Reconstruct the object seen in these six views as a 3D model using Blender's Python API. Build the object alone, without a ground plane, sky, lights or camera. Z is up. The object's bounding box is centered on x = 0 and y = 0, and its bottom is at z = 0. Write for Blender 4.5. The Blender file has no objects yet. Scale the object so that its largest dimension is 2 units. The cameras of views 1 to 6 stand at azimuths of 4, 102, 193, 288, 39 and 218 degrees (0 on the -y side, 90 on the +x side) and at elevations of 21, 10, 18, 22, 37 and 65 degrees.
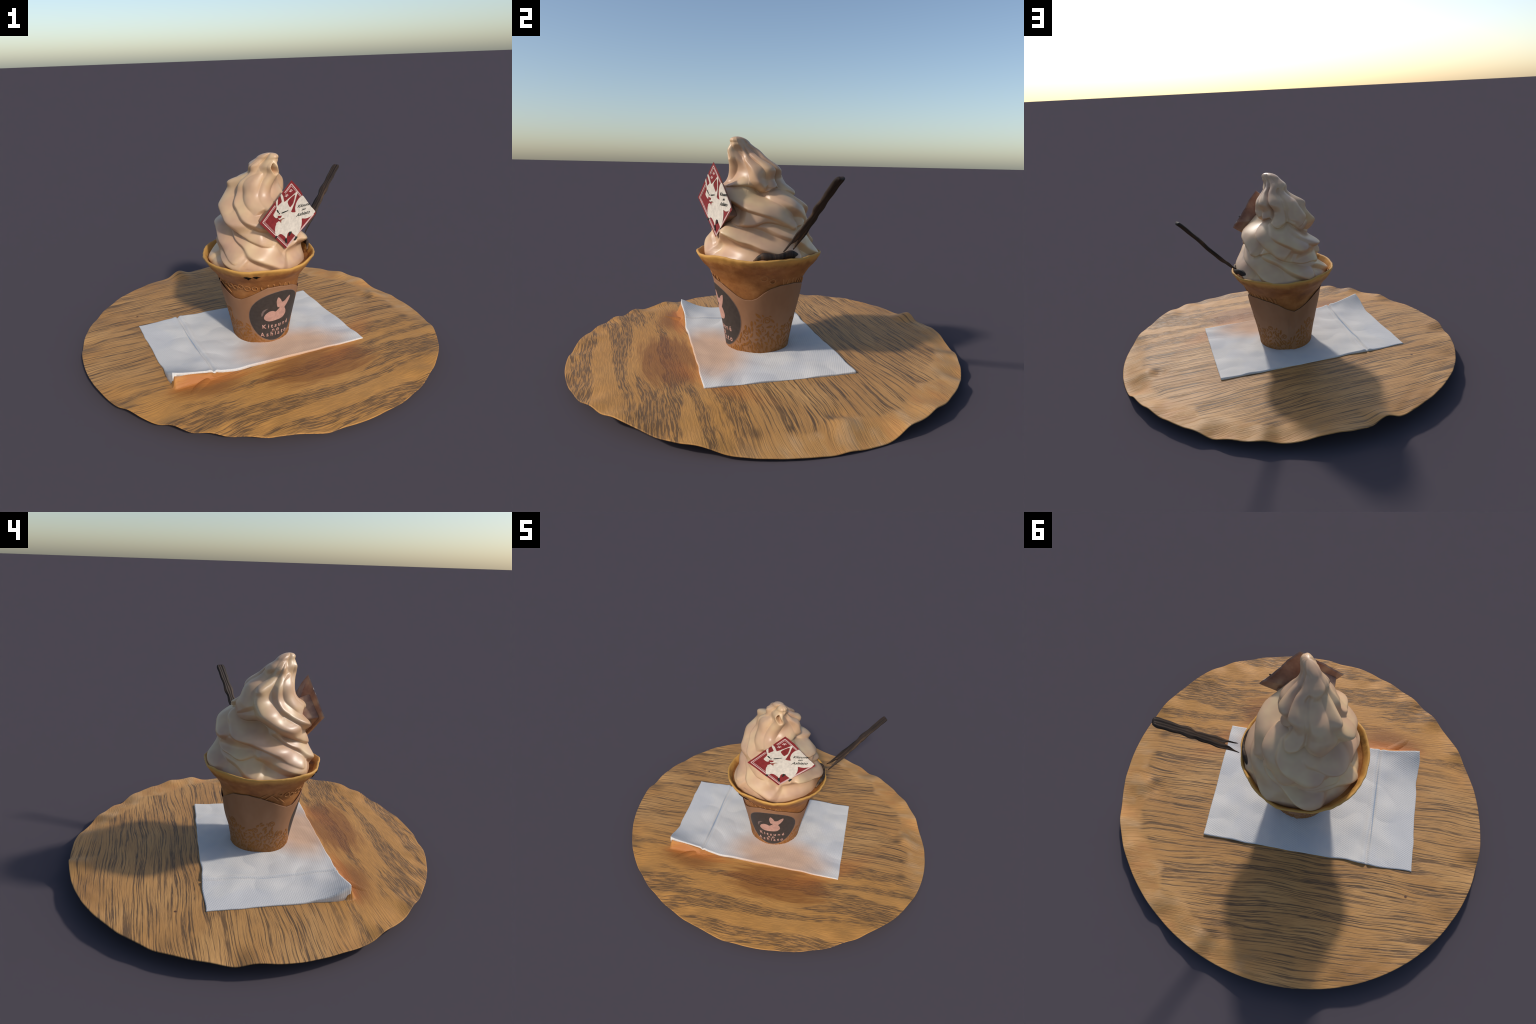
# A soft-serve ice cream in a wafer cup, standing on a folded paper napkin on a round oak table top.
import bpy, bmesh, math, random
import numpy as np
from mathutils import Vector, noise as mnoise

random.seed(7)
RNG = np.random.default_rng(7)
TAU = 2 * math.pi


# ------------------------------------------------------------------ helpers
def srgb(r, g, b):
    f = lambda c: (c / 255 / 12.92) if c / 255 <= 0.04045 else ((c / 255 + 0.055) / 1.055) ** 2.4
    return (f(r), f(g), f(b), 1.0)


def smooth(a, b, x):
    t = np.clip((np.asarray(x, float) - a) / (b - a), 0, 1)
    return t * t * (3 - 2 * t)


def hermite(xs, ys, x):
    """Smooth interpolation of rows ys (n, k) given at xs."""
    xs, ys, x = np.asarray(xs, float), np.asarray(ys, float), np.asarray(x, float)
    m = np.gradient(ys, xs, axis=0)
    j = np.clip(np.searchsorted(xs, x) - 1, 0, len(xs) - 2)
    h = (xs[j + 1] - xs[j])
    t = (x - xs[j]) / h
    if ys.ndim > 1:
        h, t = h[:, None], t[:, None]
    return (2*t**3-3*t**2+1)*ys[j] + (t**3-2*t**2+t)*h*m[j] + (-2*t**3+3*t**2)*ys[j+1] + (t**3-t**2)*h*m[j+1]


def ring_interp(values, theta):
    """Periodic smooth interpolation of values spaced evenly round the circle."""
    v = np.asarray(values, float)
    n = len(v)
    s = (np.asarray(theta) / TAU % 1.0) * n
    i = np.floor(s).astype(int)
    t = s - i
    p0, p1, p2, p3 = v[(i-1) % n], v[i % n], v[(i+1) % n], v[(i+2) % n]
    return 0.5 * (2*p1 + (p2-p0)*t + (2*p0-5*p1+4*p2-p3)*t**2 + (3*p1-p0-3*p2+p3)*t**3)


def wobble(x, y, seed, freq, octaves=3):
    """Cheap smooth 2D noise made of rotated sines, about -1..1."""
    r = np.random.default_rng(seed)
    out = np.zeros_like(np.asarray(x, float))
    amp, tot = 1.0, 0.0
    for _ in range(octaves):
        for _ in range(4):
            a, ph, k = r.uniform(0, TAU), r.uniform(0, TAU), freq * r.uniform(0.7, 1.3)
            out = out + amp * np.sin((np.cos(a) * x + np.sin(a) * y) * k * TAU + ph) / 2
        tot += amp
        amp *= 0.5
        freq *= 2.1
    return out / tot


def new_mesh(name, verts, faces, mat=None, shade=True):
    me = bpy.data.meshes.new(name)
    me.from_pydata([tuple(v) for v in np.asarray(verts, float)], [], [tuple(int(i) for i in f) for f in faces])
    me.update()
    if shade:
        me.polygons.foreach_set("use_smooth", [True] * len(me.polygons))
    if mat:
        me.materials.append(mat)
    return me


def grid_faces(rows, cols, wrap=True, flip=False):
    i = np.arange(rows - 1)[:, None]
    j = np.arange(cols if wrap else cols - 1)[None, :]
    k = (j + 1) % cols
    f = np.stack(np.broadcast_arrays(i * cols + j, i * cols + k, (i + 1) * cols + k, (i + 1) * cols + j), -1).reshape(-1, 4)
    return f[:, ::-1] if flip else f


def add(name, me, parent=None):
    ob = bpy.data.objects.new(name, me)
    bpy.context.scene.collection.objects.link(ob)
    if parent:
        ob.parent = parent
        p = parent
        off = Vector((0, 0, 0))
        while p:
            off += p.location
            p = p.parent
        ob.location = -off
    return ob


def fix_normals(me):
    bm = bmesh.new()
    bm.from_mesh(me)
    bmesh.ops.recalc_face_normals(bm, faces=bm.faces)
    bm.to_mesh(me)
    bm.free()
    return me


def thing(name, loc, label, category):
    e = bpy.data.objects.new(name, None)
    e.empty_display_size = 0.05
    e.location = loc
    bpy.context.scene.collection.objects.link(e)
    e["label"], e["category"] = label, category
    return e


class Nodes:
    """Small wrapper that makes node trees readable."""

    def __init__(self, name, **bsdf):
        self.mat = bpy.data.materials.new(name)
        self.mat.use_nodes = True
        self.t = self.mat.node_tree
        self.p = self.t.nodes["Principled BSDF"]
        for k, v in bsdf.items():
            self.p.inputs[k.replace("_", " ")].default_value = v

    def node(self, kind, **inp):
        n = self.t.nodes.new(kind)
        for k, v in inp.items():
            self.set(n.inputs[k.replace("_", " ")], v)
        return n

    def set(self, sock, v):
        if isinstance(v, bpy.types.NodeSocket):
            self.t.links.new(v, sock)
        else:
            sock.default_value = v

    def coords(self):
        return self.t.nodes.new("ShaderNodeTexCoord").outputs["Object"]

    def mapping(self, vec, loc=(0, 0, 0), rot=(0, 0, 0), scale=(1, 1, 1)):
        n = self.node("ShaderNodeMapping", Vector=vec, Location=loc, Rotation=rot, Scale=scale)
        return n.outputs[0]

    def noise(self, vec, scale=5, detail=3, rough=0.5, dist=0.0):
        return self.node("ShaderNodeTexNoise", Vector=vec, Scale=scale, Detail=detail, Roughness=rough, Distortion=dist).outputs[0]

    def math(self, op, a, b=0.0, c=0.0, clamp=False):
        n = self.t.nodes.new("ShaderNodeMath")
        n.operation, n.use_clamp = op, clamp
        for s, v in zip(n.inputs, (a, b, c)):
            self.set(s, v)
        return n.outputs[0]

    def remap(self, v, a, b, lo=0.0, hi=1.0):
        n = self.t.nodes.new("ShaderNodeMapRange")
        n.interpolation_type = "SMOOTHSTEP"
        for s, x in zip(n.inputs, (v, a, b, lo, hi)):
            self.set(s, x)
        return n.outputs[0]

    def ramp(self, fac, stops):
        n = self.t.nodes.new("ShaderNodeValToRGB")
        el = n.color_ramp.elements
        while len(el) < len(stops):
            el.new(0.5)
        for e, (p, c) in zip(el, stops):
            e.position, e.color = p, c
        self.set(n.inputs[0], fac)
        return n.outputs[0]

    def mix(self, fac, a, b, blend="MIX"):
        n = self.t.nodes.new("ShaderNodeMix")
        n.data_type, n.blend_type = "RGBA", blend
        self.set(n.inputs[0], fac)
        self.set(n.inputs[6], a)
        self.set(n.inputs[7], b)
        return n.outputs[2]

    def xyz(self, vec):
        n = self.node("ShaderNodeSeparateXYZ", Vector=vec)
        return n.outputs

    def combine(self, x, y, z):
        n = self.t.nodes.new("ShaderNodeCombineXYZ")
        for s, v in zip(n.inputs, (x, y, z)):
            self.set(s, v)
        return n.outputs[0]

    def spot(self, co, centre, radii, angle=0.0, soft=0.6, wobble_by=0.0, wob_vec=None, wob_scale=8):
        """Elliptical soft mask round a point: 1 inside, 0 outside."""
        c, s = math.cos(angle), math.sin(angle)
        x, y, z = self.xyz(co)
        dx, dy, dz = self.math("SUBTRACT", x, centre[0]), self.math("SUBTRACT", y, centre[1]), self.math("SUBTRACT", z, centre[2])
        u = self.math("ADD", self.math("MULTIPLY", dx, c / radii[0]), self.math("MULTIPLY", dy, s / radii[0]))
        v = self.math("ADD", self.math("MULTIPLY", dx, -s / radii[1]), self.math("MULTIPLY", dy, c / radii[1]))
        w = self.math("MULTIPLY", dz, 1 / radii[2])
        d = self.math("SQRT", self.math("ADD", self.math("ADD", self.math("MULTIPLY", u, u), self.math("MULTIPLY", v, v)), self.math("MULTIPLY", w, w)))
        if wobble_by:
            n = self.noise(wob_vec if wob_vec is not None else co, wob_scale, 4, 0.6)
            d = self.math("ADD", d, self.math("MULTIPLY", self.math("SUBTRACT", n, 0.5), wobble_by))
        return self.remap(d, 1.0, 1.0 - soft)

    def bump(self, height, strength=0.3, dist=0.01):
        n = self.node("ShaderNodeBump", Height=height, Strength=strength, Distance=dist)
        self.t.links.new(n.outputs[0], self.p.inputs["Normal"])

    def colour(self, c):
        self.set(self.p.inputs["Base Color"], c)
        return self.mat


def plain(name, rgb, rough=0.6, spec=0.3):
    n = Nodes(name, Roughness=rough)
    n.p.inputs["Specular IOR Level"].default_value = spec
    co = n.coords()
    v = n.noise(co, 60, 3)
    dark = tuple(c * 0.82 for c in rgb[:3]) + (1,)
    return n.colour(n.mix(n.remap(v, 0.3, 0.7), dark, rgb))


# ------------------------------------------------------------------ materials
GRAIN = math.radians(30)


def oak():
    n = Nodes("oak_wood", Roughness=0.55)
    n.p.inputs["Specular IOR Level"].default_value = 0.3
    co = n.coords()
    flat = n.mapping(co, rot=(0, 0, -GRAIN))
    x, y, z = n.xyz(flat)
    # meandering grain: shift across the grain by slow noise
    slow = n.noise(n.mapping(flat, scale=(0.75, 1.5, 0)), 2.0, 2, 0.4)
    fine_w = n.noise(n.mapping(flat, scale=(1.0, 2.2, 0)), 9.0, 2, 0.5)
    shift = n.math("ADD", n.math("MULTIPLY", n.math("SUBTRACT", slow, 0.5), 0.13), n.math("MULTIPLY", n.math("SUBTRACT", fine_w, 0.5), 0.006))
    yy = n.math("ADD", y, shift)
    stretch = lambda kx, ky, kz, d=3, r=0.55: n.noise(n.combine(n.math("MULTIPLY", x, kx), n.math("MULTIPLY", yy, ky), kz), 1.0, d, r)
    fibre = stretch(9.0, 330.0, 2.0, 3, 0.6)
    pores = stretch(12.0, 170.0, 1.0, 3, 0.6)
    front = n.remap(n.math("ADD", y, n.math("MULTIPLY", n.math("SUBTRACT", slow, 0.5), 0.4)), -0.15, -0.42)
    # rear: thin dark lines close together; front: broad arches made of fine pores
    thin = stretch(2.2, 108.0, 5.0, 3, 0.6)
    group = stretch(1.0, 13.0, 8.0, 2, 0.5)
    line = n.remap(n.math("ADD", thin, n.math("MULTIPLY", n.math("SUBTRACT", group, 0.5), 0.22)), 0.495, 0.570)
    line = n.math("MULTIPLY", line, n.remap(pores, 0.30, 0.50, 0.30, 1.0))
    arch = n.math("ADD", stretch(1.1, 10.5, 3.0, 3, 0.5), n.math("MULTIPLY", n.math("SUBTRACT", pores, 0.5), 0.16))
    arch = n.remap(arch, 0.48, 0.58)
    pore = n.math("MULTIPLY", n.remap(pores, 0.44, 0.545), n.remap(arch, 0.0, 1.0, 0.26, 1.0))
    streak = n.mix(front, n.math("ADD", line, n.math("MULTIPLY", pore, 0.25)), pore)
    big = n.noise(n.mapping(flat, scale=(1, 2.0, 1)), 2.6, 3)
    base = n.ramp(big, [(0.25, OAK_A), (0.5, OAK_B), (0.75, OAK_C)])
    base = n.mix(n.math("MULTIPLY", n.remap(fibre, 0.35, 0.65), 0.42), base, OAK_BAND)
    gold = n.mix(n.math("MULTIPLY", front, 0.55), base, OAK_GOLD)
    tone = n.mix(n.math("MULTIPLY", n.math("MULTIPLY", arch, front), 0.42), gold, OAK_BAND)
    streak_col = n.mix(n.noise(co, 5, 2), OAK_STREAK, OAK_STREAK2)
    # smeared, grainless patches along the rear rim
    u = n.math("MULTIPLY", n.xyz(co)[1], 1 / 0.95)
    rad = n.math("SQRT", n.math("ADD", n.math("POWER", n.xyz(co)[0], 2), n.math("POWER", u, 2)))
    rad = n.math("ADD", rad, n.math("MULTIPLY", n.math("SUBTRACT", n.noise(co, 3.3, 3), 0.5), 0.30))
    back = n.remap(n.math("ADD", n.math("MULTIPLY", n.xyz(co)[1], 0.9), n.math("MULTIPLY", n.xyz(co)[0], 0.45)), 0.45, 0.75)
    smear = n.math("MULTIPLY", n.remap(rad, 0.86, 0.90), back)
    keep = n.math("SUBTRACT", 1.0, n.math("MULTIPLY", smear, 0.85))
    col = n.mix(n.math("MULTIPLY", n.math("MULTIPLY", streak, 0.82), keep), tone, streak_col)
    pale = n.ramp(n.noise(n.mapping(flat, scale=(1, 2, 1)), 7, 3), [(0.3, OAK_PALE), (0.52, OAK_B), (0.68, OAK_RUST)])
    col = n.mix(n.math("MULTIPLY", smear, 0.6), col, pale)
    # reddish brown patches in front of the napkin, ending in jagged grain
    jag = n.combine(n.math("MULTIPLY", x, 4.0), n.math("MULTIPLY", yy, 30.0), 0.0)
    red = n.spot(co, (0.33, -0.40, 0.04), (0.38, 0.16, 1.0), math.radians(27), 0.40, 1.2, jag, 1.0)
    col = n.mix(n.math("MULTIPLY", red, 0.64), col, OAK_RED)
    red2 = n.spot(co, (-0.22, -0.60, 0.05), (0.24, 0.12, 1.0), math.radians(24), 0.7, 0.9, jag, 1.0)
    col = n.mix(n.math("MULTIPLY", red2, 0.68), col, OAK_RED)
    glow = n.spot(co, (-0.20, -0.55, 0.06), (0.30, 0.055, 1.0), math.radians(25), 0.7, 0.7, jag, 1.0)  # glow and glow2: orange bounce lighting beside the napkin, painted into the wood
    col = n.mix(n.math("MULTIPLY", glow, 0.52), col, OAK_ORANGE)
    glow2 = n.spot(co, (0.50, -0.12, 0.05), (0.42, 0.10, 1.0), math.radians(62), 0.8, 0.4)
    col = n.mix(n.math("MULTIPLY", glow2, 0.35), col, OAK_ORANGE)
    # knots and a small dark speck
    for cx, cy, r in ((0.861, 0.156, 0.030), (0.697, 0.398, 0.026), (0.80, 0.27, 0.018)):
        k = n.spot(co, (cx, cy, 0.03), (r * 1.7, r, 1.0), GRAIN, 0.9, 0.5)
        col = n.mix(n.math("MULTIPLY", k, 0.7), col, OAK_STREAK)
    k = n.spot(co, (-0.753, 0.097, 0.06), (0.009, 0.009, 1.0), 0, 0.5)
    col = n.mix(n.math("MULTIPLY", k, 0.9), col, srgb(70, 38, 30))
    n.bump(n.math("ADD", n.math("MULTIPLY", streak, -1.0), n.math("MULTIPLY", fibre, 0.3)), 0.35, 0.004)
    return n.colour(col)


OAK_A, OAK_B, OAK_C = srgb(174, 124, 70), srgb(192, 140, 80), srgb(206, 156, 96)
OAK_GOLD = srgb(204, 142, 66)
OAK_BAND, OAK_STREAK, OAK_STREAK2 = srgb(140, 100, 60), srgb(90, 68, 46), srgb(112, 84, 58)
OAK_PALE, OAK_RUST = srgb(200, 160, 116), srgb(180, 124, 70)
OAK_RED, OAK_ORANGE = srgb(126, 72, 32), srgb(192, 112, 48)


def paper():
    n = Nodes("napkin_paper", Roughness=0.9)
    n.p.inputs["Specular IOR Level"].default_value = 0.1
    co = n.coords()
    diag = n.mapping(co, rot=(0, 0, math.radians(20)))
    a = n.node("ShaderNodeTexWave", Vector=diag, Scale=34.0, Distortion=0.3).outputs[1]
    b = n.node("ShaderNodeTexWave", Vector=n.mapping(diag, rot=(0, 0, math.radians(68))), Scale=34.0, Distortion=0.3).outputs[1]
    dimple = n.math("MULTIPLY", a, b)
    soft = n.noise(co, 5, 3)
    n.bump(n.math("ADD", n.math("MULTIPLY", dimple, 0.5), n.math("MULTIPLY", soft, 2.0)), 0.22, 0.006)
    base = n.mix(soft, PAPER_A, PAPER_B)
    base = n.mix(n.math("MULTIPLY", dimple, 0.16), base, srgb(160, 164, 172))
    grey = n.remap(n.noise(co, 3.8, 3), 0.48, 0.60)
    base = n.mix(n.math("MULTIPLY", grey, 0.28), base, srgb(184, 186, 192))
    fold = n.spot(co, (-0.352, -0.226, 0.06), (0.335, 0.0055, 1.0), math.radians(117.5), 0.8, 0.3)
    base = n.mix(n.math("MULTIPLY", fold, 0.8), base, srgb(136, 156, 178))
    baked_bounce = n.spot(co, (0.20, -0.235, 0.06), (0.42, 0.235, 1.0), math.radians(26), 0.65, 0.25)  # warm light bounced onto the white paper near the cup, tinted in
    col = n.mix(n.math("MULTIPLY", baked_bounce, 0.85), base, PAPER_BOUNCE)
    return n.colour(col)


PAPER_A, PAPER_B, PAPER_BOUNCE = srgb(206, 201, 195), srgb(218, 212, 203), srgb(206, 164, 130)


def cream():
    n = Nodes("soft_serve", Roughness=0.38)
    n.p.inputs["Specular IOR Level"].default_value = 0.5
    n.p.inputs["Subsurface Weight"].default_value = 0.05
    n.p.inputs["Subsurface Radius"].default_value = (0.6, 0.35, 0.2)
    n.p.inputs["Subsurface Scale"].default_value = 0.02
    co = n.coords()
    v = n.noise(co, 7, 3)
    col = n.ramp(v, [(0.3, CREAM_A), (0.5, CREAM_B), (0.7, CREAM_C)])
    n.bump(n.noise(co, 160, 3, 0.6), 0.05, 0.004)
    return n.colour(col)


CREAM_A, CREAM_B, CREAM_C = srgb(190, 150, 122), srgb(204, 166, 130), srgb(216, 184, 140)


def wafer():
    n = Nodes("baked_wafer", Roughness=0.6)
    n.p.inputs["Specular IOR Level"].default_value = 0.25
    co = n.coords()
    z = n.xyz(co)[2]
    blot = n.noise(n.mapping(co, scale=(1, 1, 1.4)), 12, 5, 0.65)
    speck = n.noise(co, 130, 3, 0.6)
    col = n.ramp(blot, [(0.25, WAFER_DARK), (0.5, WAFER_MID), (0.75, WAFER_LIGHT)])
    col = n.mix(n.math("MULTIPLY", n.remap(speck, 0.55, 0.7), 0.25), col, WAFER_DARK)
    rim = n.remap(n.math("ADD", z, n.math("MULTIPLY", n.math("SUBTRACT", blot, 0.5), 0.03)), 0.495, 0.530)
    col = n.mix(n.math("MULTIPLY", rim, 0.85), col, WAFER_RIM)
    n.bump(n.math("ADD", speck, blot), 0.2, 0.004)
    return n.colour(col)


WAFER_DARK, WAFER_MID, WAFER_LIGHT, WAFER_RIM = srgb(122, 74, 38), srgb(152, 98, 52), srgb(176, 122, 72), srgb(208, 156, 80)


def kraft():
    n = Nodes("brown_sleeve_paper", Roughness=0.7)
    n.p.inputs["Specular IOR Level"].default_value = 0.25
    co = n.coords()
    z = n.xyz(co)[2]
    v = n.noise(n.mapping(co, scale=(1, 1, 0.5)), 6, 4, 0.6)
    f = n.noise(co, 90, 2)
    col = n.ramp(v, [(0.3, KRAFT_A), (0.7, KRAFT_B)])
    col = n.mix(n.math("MULTIPLY", f, 0.12), col, srgb(96, 66, 46))
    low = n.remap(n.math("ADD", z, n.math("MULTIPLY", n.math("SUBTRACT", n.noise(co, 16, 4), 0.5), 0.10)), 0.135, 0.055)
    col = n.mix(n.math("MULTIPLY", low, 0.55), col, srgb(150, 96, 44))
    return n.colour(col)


KRAFT_A, KRAFT_B = srgb(144, 102, 71), srgb(160, 118, 88)
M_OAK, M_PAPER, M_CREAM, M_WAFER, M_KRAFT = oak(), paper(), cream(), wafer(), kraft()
M_BADGE = plain("badge_black", srgb(66, 58, 54), 0.6)
M_BADGE_PRINT = plain("badge_print", srgb(196, 150, 134), 0.7)
M_BADGE_EDGE = plain("badge_edge", srgb(128, 104, 92), 0.7)
M_FLOWER = plain("flower_print", srgb(148, 94, 40), 0.7)
M_RING = plain("embossed_wafer", srgb(168, 114, 66), 0.65)
M_SHADOWLINE = plain("painted_gap_shadow", srgb(84, 48, 38), 0.8)  # dark brown edge faces draw the shadow in the gap along the sleeve top
M_RED = plain("plaque_red", srgb(138, 46, 48), 0.5)
M_WHITE = plain("plaque_white", srgb(226, 214, 198), 0.55)
M_PINK = plain("plaque_line_white", srgb(222, 190, 182), 0.55)
M_INK = plain("plaque_ink", srgb(40, 46, 42), 0.6)
M_BURNT = plain("burnt_fleck", srgb(16, 12, 10), 0.9, 0.1)


def chocolate():
    n = Nodes("chocolate_back", Roughness=0.5)
    co = n.coords()
    v = n.noise(co, 14, 3)
    return n.colour(n.ramp(v, [(0.3, srgb(122, 80, 60)), (0.5, srgb(154, 112, 88)), (0.7, srgb(186, 150, 116))]))


def dark_spoon():
    n = Nodes("dark_brown_plastic", Roughness=0.62)
    n.p.inputs["Specular IOR Level"].default_value = 0.2
    co = n.coords()
    along = n.mapping(co, rot=(0, 0, math.radians(-47)))
    v = n.noise(n.mapping(along, scale=(3, 40, 3)), 2.0, 3)
    n.bump(n.noise(co, 30, 3), 0.2, 0.005)
    return n.colour(n.ramp(v, [(0.3, srgb(34, 28, 25)), (0.55, srgb(62, 50, 42)), (0.72, srgb(112, 82, 56))]))


M_CHOC, M_SPOON = chocolate(), dark_spoon()

# ------------------------------------------------------------------ table top
# rim heights in millimetres, one every 5 degrees: the warped edge of the board
RIM_MM = [39, 21, 14, 10, 9, 5, 12, 4, 9, 43, 43, 55, 43, 49, 46, 48, 28, 44, 42, 53, 43, 48, 65, 74, 68, 65, 95, 65, 64, 69, 70, 72, 76, 70, 68, 60,
          67, 64, 64, 54, 72, 63, 56, 58, 55, 48, 46, 63, 53, 46, 65, 49, 61, 50, 55, 46, 52, 46, 33, 42, 37, 40, 40, 34, 39, 40, 57, 53, 63, 56, 41, 41]
EDGE_A, EDGE_B = 1.0, 0.9495

# folded napkin: corners in plan and how high its top lies above the board
NAP_A, NAP_B, NAP_C, NAP_D = (np.array(p) for p in ((-0.708, -0.028), (-0.389, -0.612), (0.581, -0.131), (0.271, 0.474)))
FOLD_T = 0.196                       # the free flap takes this part of the length


def nap_uv(x, y):
    """Inverse bilinear map: u from the flap end to the far end, v from the front edge to the back."""
    u, v = np.full_like(x, 0.5), np.full_like(x, 0.5)
    for _ in range(8):
        px = (1-u)*((1-v)*NAP_B[0]+v*NAP_A[0]) + u*((1-v)*NAP_C[0]+v*NAP_D[0]) - x
        py = (1-u)*((1-v)*NAP_B[1]+v*NAP_A[1]) + u*((1-v)*NAP_C[1]+v*NAP_D[1]) - y
        ux = (1-v)*(NAP_C-NAP_B)[0] + v*(NAP_D-NAP_A)[0]
        uy = (1-v)*(NAP_C-NAP_B)[1] + v*(NAP_D-NAP_A)[1]
        vx = (1-u)*(NAP_A-NAP_B)[0] + u*(NAP_D-NAP_C)[0]
        vy = (1-u)*(NAP_A-NAP_B)[1] + u*(NAP_D-NAP_C)[1]
        det = ux*vy - uy*vx
        u = u - (px*vy - py*vx)/det
        v = v - (ux*py - uy*px)/det
        u, v = np.clip(u, -3, 4), np.clip(v, -3, 4)
    return u, v


def nap_height(u, v):
    """Height of the napkin's top over the board."""
    u1, v1 = np.clip(u, 0, 1), np.clip(v, 0, 1)
    flat = 0.006 + 0.002 * np.sin(u * 5 + v * 3)
    front = np.exp(-v1 / 0.08)
    corner = 0.064 * np.clip(1 - u1 / 0.30, 0, 1) ** 1.4 * np.exp(-(v1 / 0.15) ** 1.4)
    lip = 0.010 * front * (1 - u1 * 0.7)
    line = np.abs(u - FOLD_T - 0.015 * v - 0.004 * np.sin(v * 9))
    crease = -0.009 * np.exp(-(line / 0.005) ** 2) + 0.004 * np.exp(-((line - 0.016) / 0.012) ** 2)
    pillow = smooth(0.0, 0.15, u) * smooth(0.0, 0.10, v) * (0.005 * wobble(u * 1.0, v * 0.6, 5, 2.6, 3) + 0.004 * np.abs(wobble(u, v * 0.6, 6, 3.0, 2)))
    return np.maximum(flat + corner + lip + crease + pillow, 0.003)


def board_plane(x, y):
    return 0.0492 - 0.0188 * x - 0.0003 * y


def board_height(x, y):
    th = np.arctan2(y / EDGE_B, x / EDGE_A)
    rho = np.hypot(x / EDGE_A, y / EDGE_B)
    dev = ring_interp(RIM_MM, np.degrees(np.arctan2(y, x)) / 360 * TAU) / 1000 - board_plane(x / np.maximum(rho, 1e-6), y / np.maximum(rho, 1e-6))
    low = ring_interp(np.convolve(np.r_[RIM_MM[-4:], RIM_MM, RIM_MM[:4]], np.ones(9) / 9, "valid"), np.arctan2(y, x)) / 1000 - board_plane(x / np.maximum(rho, 1e-6), y / np.maximum(rho, 1e-6))
    z = board_plane(x, y) + np.maximum(low, 0) * smooth(0.55, 0.98, rho) + np.minimum(low, 0) * smooth(0.82, 1.0, rho) + (dev - low) * smooth(0.86, 1.0, rho)
    z = z + 0.0015 * smooth(0.50, 0.70, rho) * smooth(0.98, 0.85, rho) + 0.0012 * wobble(x, y, 11, 1.6, 3) * smooth(0.35, 0.8, rho) + 0.0022 * wobble(x, y, 12, 5.0, 2) * smooth(0.80, 0.95, rho)
    z = z + 0.005 * np.exp(-((rho - 0.90) / 0.07) ** 2) * (np.exp(-((th - 1.45) / 0.4) ** 2) + np.exp(-((th + 1.75) / 0.35) ** 2))
    z = z + 0.018 * np.exp(-(((x - 0.73) / 0.05) ** 2 + ((y - 0.45) / 0.05) ** 2)) - 0.010 * np.exp(-(((x - 0.66) / 0.04) ** 2 + ((y - 0.43) / 0.05) ** 2))
    # wood drawn up as a small bank against the raised front corner of the napkin
    u, v = nap_uv(x, y)
    ramp = smooth(-0.050, 0.004, v) * smooth(-0.004, 0.012, u) * (v < 0.5) * (u < 1) * smooth(0.05, 0.012, v) * smooth(0.45, 0.15, u)
    z = z + ramp * np.maximum(nap_height(np.clip(u, 0, 1), np.clip(v, 0, 1)) - 0.009, 0) * 0.95
    return np.maximum(z, 0.0045)


def build_board():
    nt, rr = 720, np.r_[np.linspace(0.02, 0.60, 40), np.linspace(0.604, 0.80, 60), np.linspace(0.803, 0.996, 55), 0.9985, 1.0]
    th = np.linspace(0, TAU, nt, endpoint=False)
    X, Y = rr[:, None] * np.cos(th) * EDGE_A, rr[:, None] * np.sin(th) * EDGE_B
    Z = board_height(X, Y)
    Z[-1] -= 0.0015
    top = np.stack([X, Y, Z], -1).reshape(-1, 3)
    rb = np.array([1.0, 0.996, 0.9, 0.6, 0.2])
    XB, YB = rb[:, None] * np.cos(th) * EDGE_A, rb[:, None] * np.sin(th) * EDGE_B
    ZB = np.maximum(board_height(XB, YB) - np.array([0.004, 0.006, 0.010, 0.012, 0.012])[:, None], 0.0)
    bot = np.stack([XB, YB, ZB], -1).reshape(-1, 3)
    v = np.vstack([top, bot, [[0, 0, board_height(np.array([0.0]), np.array([0.0]))[0]], [0, 0, 0.036]]])
    f = [*grid_faces(len(rr) + len(rb), nt)]
    n0, n1 = len(v) - 2, len(v) - 1
    last = (len(rr) + len(rb) - 1) * nt
    f += [(n0, i, (i + 1) % nt) for i in range(nt)] + [(n1, last + (i + 1) % nt, last + i) for i in range(nt)]
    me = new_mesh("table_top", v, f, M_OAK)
    return fix_normals(me)


board = add("table_top", build_board())
board["label"], board["category"] = "round oak table top with warped wavy edge", "table top"


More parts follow.
